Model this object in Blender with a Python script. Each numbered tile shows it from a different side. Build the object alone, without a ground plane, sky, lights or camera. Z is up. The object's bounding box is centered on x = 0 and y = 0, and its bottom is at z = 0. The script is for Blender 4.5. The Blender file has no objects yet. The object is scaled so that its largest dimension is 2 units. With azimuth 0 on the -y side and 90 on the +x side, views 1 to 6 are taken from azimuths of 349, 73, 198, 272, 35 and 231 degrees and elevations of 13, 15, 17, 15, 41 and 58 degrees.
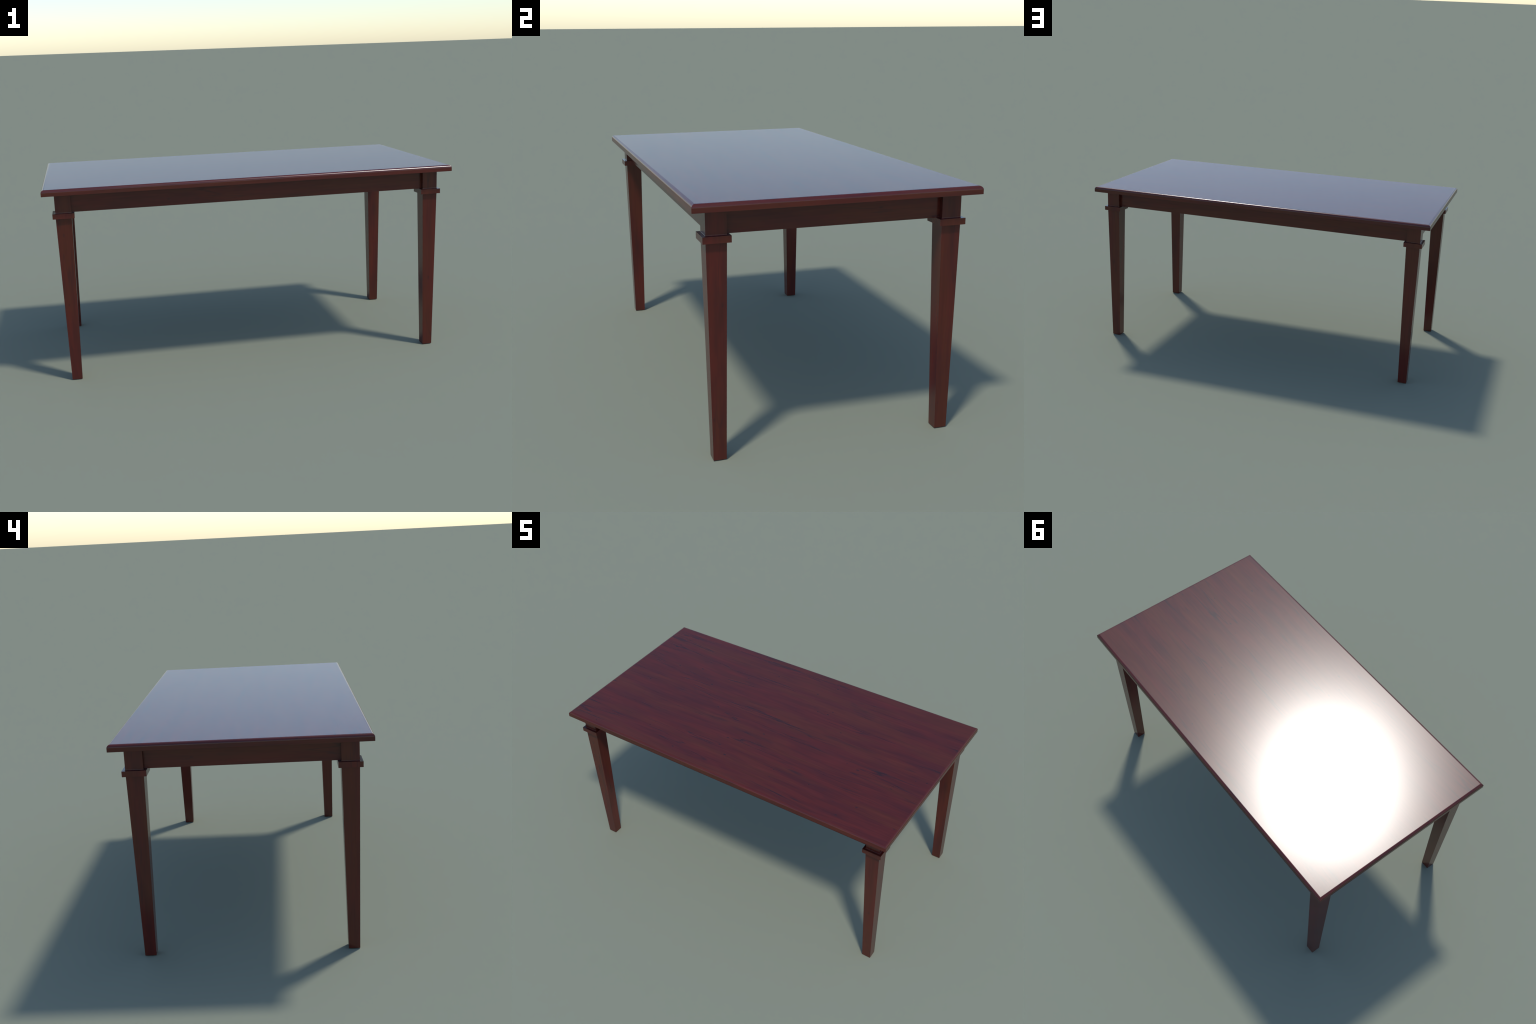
import bpy, bmesh, math
from mathutils import Matrix

# ------------------------------------------------------------------ sizes (m)
HALF_X, HALF_Y = 1.000, 0.5303           # tabletop half length / half depth
TOP_Z, UNDER_Z = 0.9498, 0.9196          # tabletop upper and lower face
ROUND_W, ROUND_H = 0.0142, 0.0136         # rounding along the upper edge
LEG_X, LEG_Y = 0.9072, 0.4369            # leg centre line
POST = 0.0742                            # square post width
FOOT = 0.0484                            # leg width at the floor
COLLAR_LOW, COLLAR_HIGH = 0.8044, 0.8283
COLLAR_OUT = 0.0133                      # collar overhang past the post
APRON_LOW = 0.8288
RECESS = 0.0205                          # apron face set back from post face
APRON_THICK = 0.022


# ------------------------------------------------------------------ materials
class Graph:
    """Small helper to wire shader nodes."""

    def __init__(self, mat):
        mat.use_nodes = True
        self.t = mat.node_tree
        self.bsdf = self.t.nodes["Principled BSDF"]

    def put(self, socket, value):
        if isinstance(value, bpy.types.NodeSocket):
            self.t.links.new(value, socket)
        elif value is not None:
            socket.default_value = value

    def math(self, op, a, b=None, c=None, clamp=False):
        n = self.t.nodes.new("ShaderNodeMath")
        n.operation, n.use_clamp = op, clamp
        for s, v in zip(n.inputs, (a, b, c)):
            self.put(s, v)
        return n.outputs[0]

    def vmath(self, op, a, b=None):
        n = self.t.nodes.new("ShaderNodeVectorMath")
        n.operation = op
        self.put(n.inputs[0], a)
        self.put(n.inputs[1], b)
        return n.outputs[0]

    def noise(self, vec, stretch, detail=3.0, rough=0.55, distort=0.0):
        n = self.t.nodes.new("ShaderNodeTexNoise")
        n.inputs["Scale"].default_value = 1.0
        n.inputs["Detail"].default_value = detail
        n.inputs["Roughness"].default_value = rough
        n.inputs["Distortion"].default_value = distort
        self.put(n.inputs["Vector"], self.vmath("MULTIPLY", vec, stretch))
        return n.outputs["Fac"]

    def ramp(self, x, lo, hi, a=0.0, b=1.0):
        n = self.t.nodes.new("ShaderNodeMapRange")
        n.interpolation_type = "SMOOTHSTEP"
        for s, v in zip(n.inputs, (x, lo, hi, a, b)):
            self.put(s, v)
        return n.outputs[0]

    def mix(self, fac, a, b):
        n = self.t.nodes.new("ShaderNodeMix")
        n.data_type = "RGBA"
        self.put(n.inputs["Factor"], fac)
        for s, v in ((n.inputs[6], a), (n.inputs[7], b)):
            self.put(s, (*v, 1.0) if isinstance(v, tuple) else v)
        return n.outputs[2]

    def scale(self, col, f):
        n = self.t.nodes.new("ShaderNodeVectorMath")
        n.operation = "SCALE"
        self.put(n.inputs[0], col)
        self.put(n.inputs["Scale"], f)
        return n.outputs[0]


def mahogany(name, axis, red, brown, plum, ink, roughness, marks=1.0, streak=1.0, seed=0.0):
    """Varnished red-stained wood; the grain runs along the given object axis."""
    mat = bpy.data.materials.new(name)
    g = Graph(mat)
    nodes = g.t.nodes
    coord = nodes.new("ShaderNodeTexCoord").outputs["Object"]
    # put the grain direction on x
    sep = nodes.new("ShaderNodeSeparateXYZ")
    g.put(sep.inputs[0], coord)
    com = nodes.new("ShaderNodeCombineXYZ")
    order = {"X": (0, 1, 2), "Y": (1, 0, 2), "Z": (2, 0, 1)}[axis]
    for k, src in enumerate(order):
        g.put(com.inputs[k], sep.outputs[src])
    # every repeat gets its own stretch of board
    rnd = nodes.new("ShaderNodeObjectInfo").outputs["Random"]
    shift = nodes.new("ShaderNodeCombineXYZ")
    g.put(shift.inputs[0], g.math("MULTIPLY_ADD", rnd, 7.3, seed))
    g.put(shift.inputs[1], g.math("MULTIPLY_ADD", rnd, 3.1, seed * 0.37))
    p = g.vmath("ADD", com.outputs[0], shift.outputs[0])
    # slow sideways wander of the fibres
    wob = g.math("SUBTRACT", g.noise(p, (1.6, 4.0, 4.0), 2.0), 0.5)
    off = nodes.new("ShaderNodeCombineXYZ")
    g.put(off.inputs[1], g.math("MULTIPLY", wob, 0.05))
    q = g.vmath("ADD", p, off.outputs[0])

    broad = g.noise(q, (2.6, 19.0, 19.0), 4.0, 0.55)
    tint = g.noise(g.vmath("ADD", q, (5.2, 1.7, 0.3)), (2.0, 14.0, 14.0), 3.0, 0.5)
    fine = g.noise(q, (5.0, 150.0, 150.0), 3.0, 0.6)
    col = g.mix(g.ramp(broad, 0.30, 0.68), red, plum)
    col = g.mix(g.math("MULTIPLY", g.ramp(tint, 0.42, 0.64), 0.85), col, brown)
    col = g.scale(col, g.ramp(fine, 0.25, 0.75, 1 + 0.09 * streak, 1 - 0.10 * streak))
    # thread-like streaks a few millimetres wide
    thread = g.noise(g.vmath("ADD", q, (1.4, 6.6, 3.9)), (4.2, 55.0, 55.0), 3.0, 0.6)
    col = g.scale(col, g.ramp(thread, 0.30, 0.72, 1 + 0.08 * streak, 1 - 0.10 * streak))

    # soft dark clouds of heartwood, broken into fibres
    cloud = g.noise(g.vmath("ADD", q, (2.9, 4.4, 1.1)), (3.2, 15.0, 15.0), 3.0, 0.5)
    strand = g.noise(q, (14.0, 120.0, 120.0), 3.0, 0.65)
    dark = g.math("MULTIPLY", g.ramp(cloud, 0.60, 0.76), g.ramp(strand, 0.34, 0.62, 0.35, 1.0))
    col = g.mix(g.math("MULTIPLY", dark, 0.55 * marks), col, ink)

    # long thin dark veins that come and go
    vein = g.noise(g.vmath("ADD", q, (8.1, 0.6, 2.2)), (0.55, 9.5, 9.5), 3.0, 0.5)
    near = g.math("ABSOLUTE", g.math("SUBTRACT", vein, 0.5))
    gate = g.ramp(g.noise(g.vmath("ADD", q, (3.3, 9.1, 4.0)), (2.4, 7.0, 7.0), 2.0), 0.44, 0.58)
    line = g.math("MULTIPLY", g.ramp(near, 0.0, 0.011, 1.0, 0.0), gate)
    line = g.math("MULTIPLY", line, g.ramp(strand, 0.30, 0.60, 0.45, 1.0))
    col = g.mix(g.math("MULTIPLY", line, 0.70 * marks), col, ink)

    # pin knots and short pores
    vor = nodes.new("ShaderNodeTexVoronoi")
    vor.feature = "F1"
    vor.inputs["Scale"].default_value = 1.0
    g.put(vor.inputs["Vector"], g.vmath("MULTIPLY", q, (14.0, 30.0, 30.0)))
    cell = nodes.new("ShaderNodeSeparateColor")
    g.put(cell.inputs[0], vor.outputs["Color"])
    keep = g.math("GREATER_THAN", cell.outputs[0], 0.74)
    size = g.math("MULTIPLY_ADD", cell.outputs[1], 0.10, 0.06)
    spot = g.math("MULTIPLY", g.ramp(g.math("DIVIDE", vor.outputs["Distance"], size), 0.5, 1.15, 1.0, 0.0), keep)
    col = g.mix(g.math("MULTIPLY", spot, 0.65 * marks), col, ink)

    b = g.bsdf
    g.put(b.inputs["Base Color"], col)
    g.put(b.inputs["Roughness"], roughness)
    b.inputs["IOR"].default_value = 1.5
    return mat


RED, BROWN = (0.094, 0.0125, 0.0085), (0.086, 0.0163, 0.0080)
PLUM, INK = (0.066, 0.0100, 0.0090), (0.020, 0.0090, 0.0115)
top_wood = mahogany("polished_mahogany", "X", RED, BROWN, PLUM, INK, 0.22, seed=1.3)
long_wood = mahogany("long_rail_mahogany", "X", RED, BROWN, PLUM, INK, 0.22, marks=0.6, streak=0.8, seed=4.1)
short_wood = mahogany("short_rail_mahogany", "Y", RED, BROWN, PLUM, INK, 0.22, marks=0.6, streak=0.8, seed=6.7)
leg_wood = mahogany("leg_mahogany", "Z", (0.100, 0.0128, 0.0085), (0.086, 0.0165, 0.0078), (0.066, 0.0106, 0.0088), INK, 0.22, marks=0.55, streak=0.6, seed=2.4)


# ------------------------------------------------------------------ geometry
def rect_loft(bm, rings, cap=True):
    """Skin a stack of centred rectangles given as (half_x, half_y, z)."""
    loops = [[bm.verts.new((sx * hx, sy * hy, z)) for sx, sy in ((-1, -1), (1, -1), (1, 1), (-1, 1))]
             for hx, hy, z in rings]
    for a, b in zip(loops, loops[1:]):
        for k in range(4):
            bm.faces.new((a[k], a[(k + 1) % 4], b[(k + 1) % 4], b[k]))
    if cap:
        bm.faces.new(list(reversed(loops[0])))
        bm.faces.new(loops[-1])
    return loops


def finish(bm, name, mat, chamfer=0.0, smooth_below=0.0):
    if chamfer:
        edges = [e for e in bm.edges if e.calc_face_angle(0) > math.radians(40)]
        bmesh.ops.bevel(bm, geom=edges, offset=chamfer, segments=2, profile=0.5, affect="EDGES", clamp_overlap=True)
    bmesh.ops.recalc_face_normals(bm, faces=bm.faces)
    me = bpy.data.meshes.new(name)
    if smooth_below:
        for f in bm.faces:
            f.smooth = True
        for e in bm.edges:
            e.smooth = e.calc_face_angle(0) < math.radians(smooth_below)
    bm.to_mesh(me)
    bm.free()
    me.materials.append(mat)
    return me


def add(me, name, parent, loc=(0, 0, 0)):
    o = bpy.data.objects.new(name, me)
    bpy.context.scene.collection.objects.link(o)
    o.parent = parent
    o.location = loc
    return o


table = bpy.data.objects.new("dining_table", None)
bpy.context.scene.collection.objects.link(table)
table["label"] = "long rectangular dark red mahogany table with four tapered legs"
table["category"] = "dining table"

# tabletop: slab with a quarter-round along its upper edge, mitred at the corners
bm = bmesh.new()
STEPS = 14
rings = [(HALF_X - 0.0006, HALF_Y - 0.0006, UNDER_Z), (HALF_X, HALF_Y, UNDER_Z + 0.0006)]
for i in range(STEPS + 1):
    t = math.pi / 2 * i / STEPS
    inset = ROUND_W * (1 - math.cos(t))
    rings.append((HALF_X - inset, HALF_Y - inset, TOP_Z - ROUND_H * (1 - math.sin(t))))
loops = rect_loft(bm, rings)
bm.verts.index_update()
sharp = [[v.index for v in loops[2]], [v.index for v in loops[-1]]]
me = finish(bm, "tabletop", top_wood, smooth_below=12)
me.materials.append(long_wood)
me.materials.append(short_wood)
for f in me.polygons:                    # edge faces: grain runs along each edge
    if abs(f.normal.z) < 0.9:
        f.material_index = 1 if abs(f.normal.y) > abs(f.normal.x) else 2
borders = {frozenset((r[k], r[(k + 1) % 4])) for r in sharp for k in range(4)}
for e in me.edges:
    if frozenset(e.vertices) in borders:
        e.use_edge_sharp = True
add(me, "tabletop", table)

# aprons: boards set back from the post faces, let 1 mm into the posts
z0, z1 = APRON_LOW, UNDER_Z + 0.001
inner_x, inner_y = LEG_X - POST / 2 + 0.001, LEG_Y - POST / 2 + 0.001


def board(hx, hy, name, mat):
    bm = bmesh.new()
    h = (z1 - z0) / 2
    rect_loft(bm, [(hx, hy, -h), (hx, hy, h)])
    return finish(bm, name, mat, chamfer=0.0008)


apron_y = LEG_Y + POST / 2 - RECESS - APRON_THICK / 2
apron_x = LEG_X + POST / 2 - RECESS - APRON_THICK / 2
long_me = board(inner_x, APRON_THICK / 2, "long_apron", long_wood)
short_me = board(APRON_THICK / 2, inner_y, "short_apron", short_wood)
zc = (z0 + z1) / 2
for s in (-1, 1):
    add(long_me, "apron", table, (0, s * apron_y, zc))
for s in (-1, 1):
    add(short_me, "apron", table, (s * apron_x, 0, zc))

# leg: square post on a coved foot, standing on a tapered square shaft
bm = bmesh.new()
h = POST / 2
COVE, SWEEP, SWEEP_TALL = 0.0019, 0.0004, 0.008   # small cove where the post meets the collar
rings = [(FOOT / 2, FOOT / 2, 0.0), (h, h, COLLAR_LOW + 0.002)]
rect_loft(bm, rings)
heights = [COVE * (1 - math.cos(math.pi / 2 * i / 6)) for i in range(7)] + [0.004, 0.006, SWEEP_TALL]
rings = [(h + COVE + SWEEP, h + COVE + SWEEP, COLLAR_HIGH - 0.001)]
for z in heights:
    out = SWEEP * (1 - z / SWEEP_TALL) ** 2
    if z < COVE:
        out += COVE - math.sqrt(COVE ** 2 - (COVE - z) ** 2)
    rings.append((h + out, h + out, COLLAR_HIGH + 0.0002 + z))
rings.append((h, h, UNDER_Z + 0.001))
rect_loft(bm, rings)
leg_me = finish(bm, "leg", leg_wood, smooth_below=20)

bm = bmesh.new()
c = h + COLLAR_OUT
rect_loft(bm, [(c, c, COLLAR_LOW), (c, c, COLLAR_HIGH)])
collar_me = finish(bm, "collar", leg_wood, chamfer=0.0009)

for sx in (-1, 1):
    for sy in (-1, 1):
        leg = add(leg_me, "leg", table, (sx * LEG_X, sy * LEG_Y, 0))
        add(collar_me, "collar", leg)
bpy.context.view_layer.update()
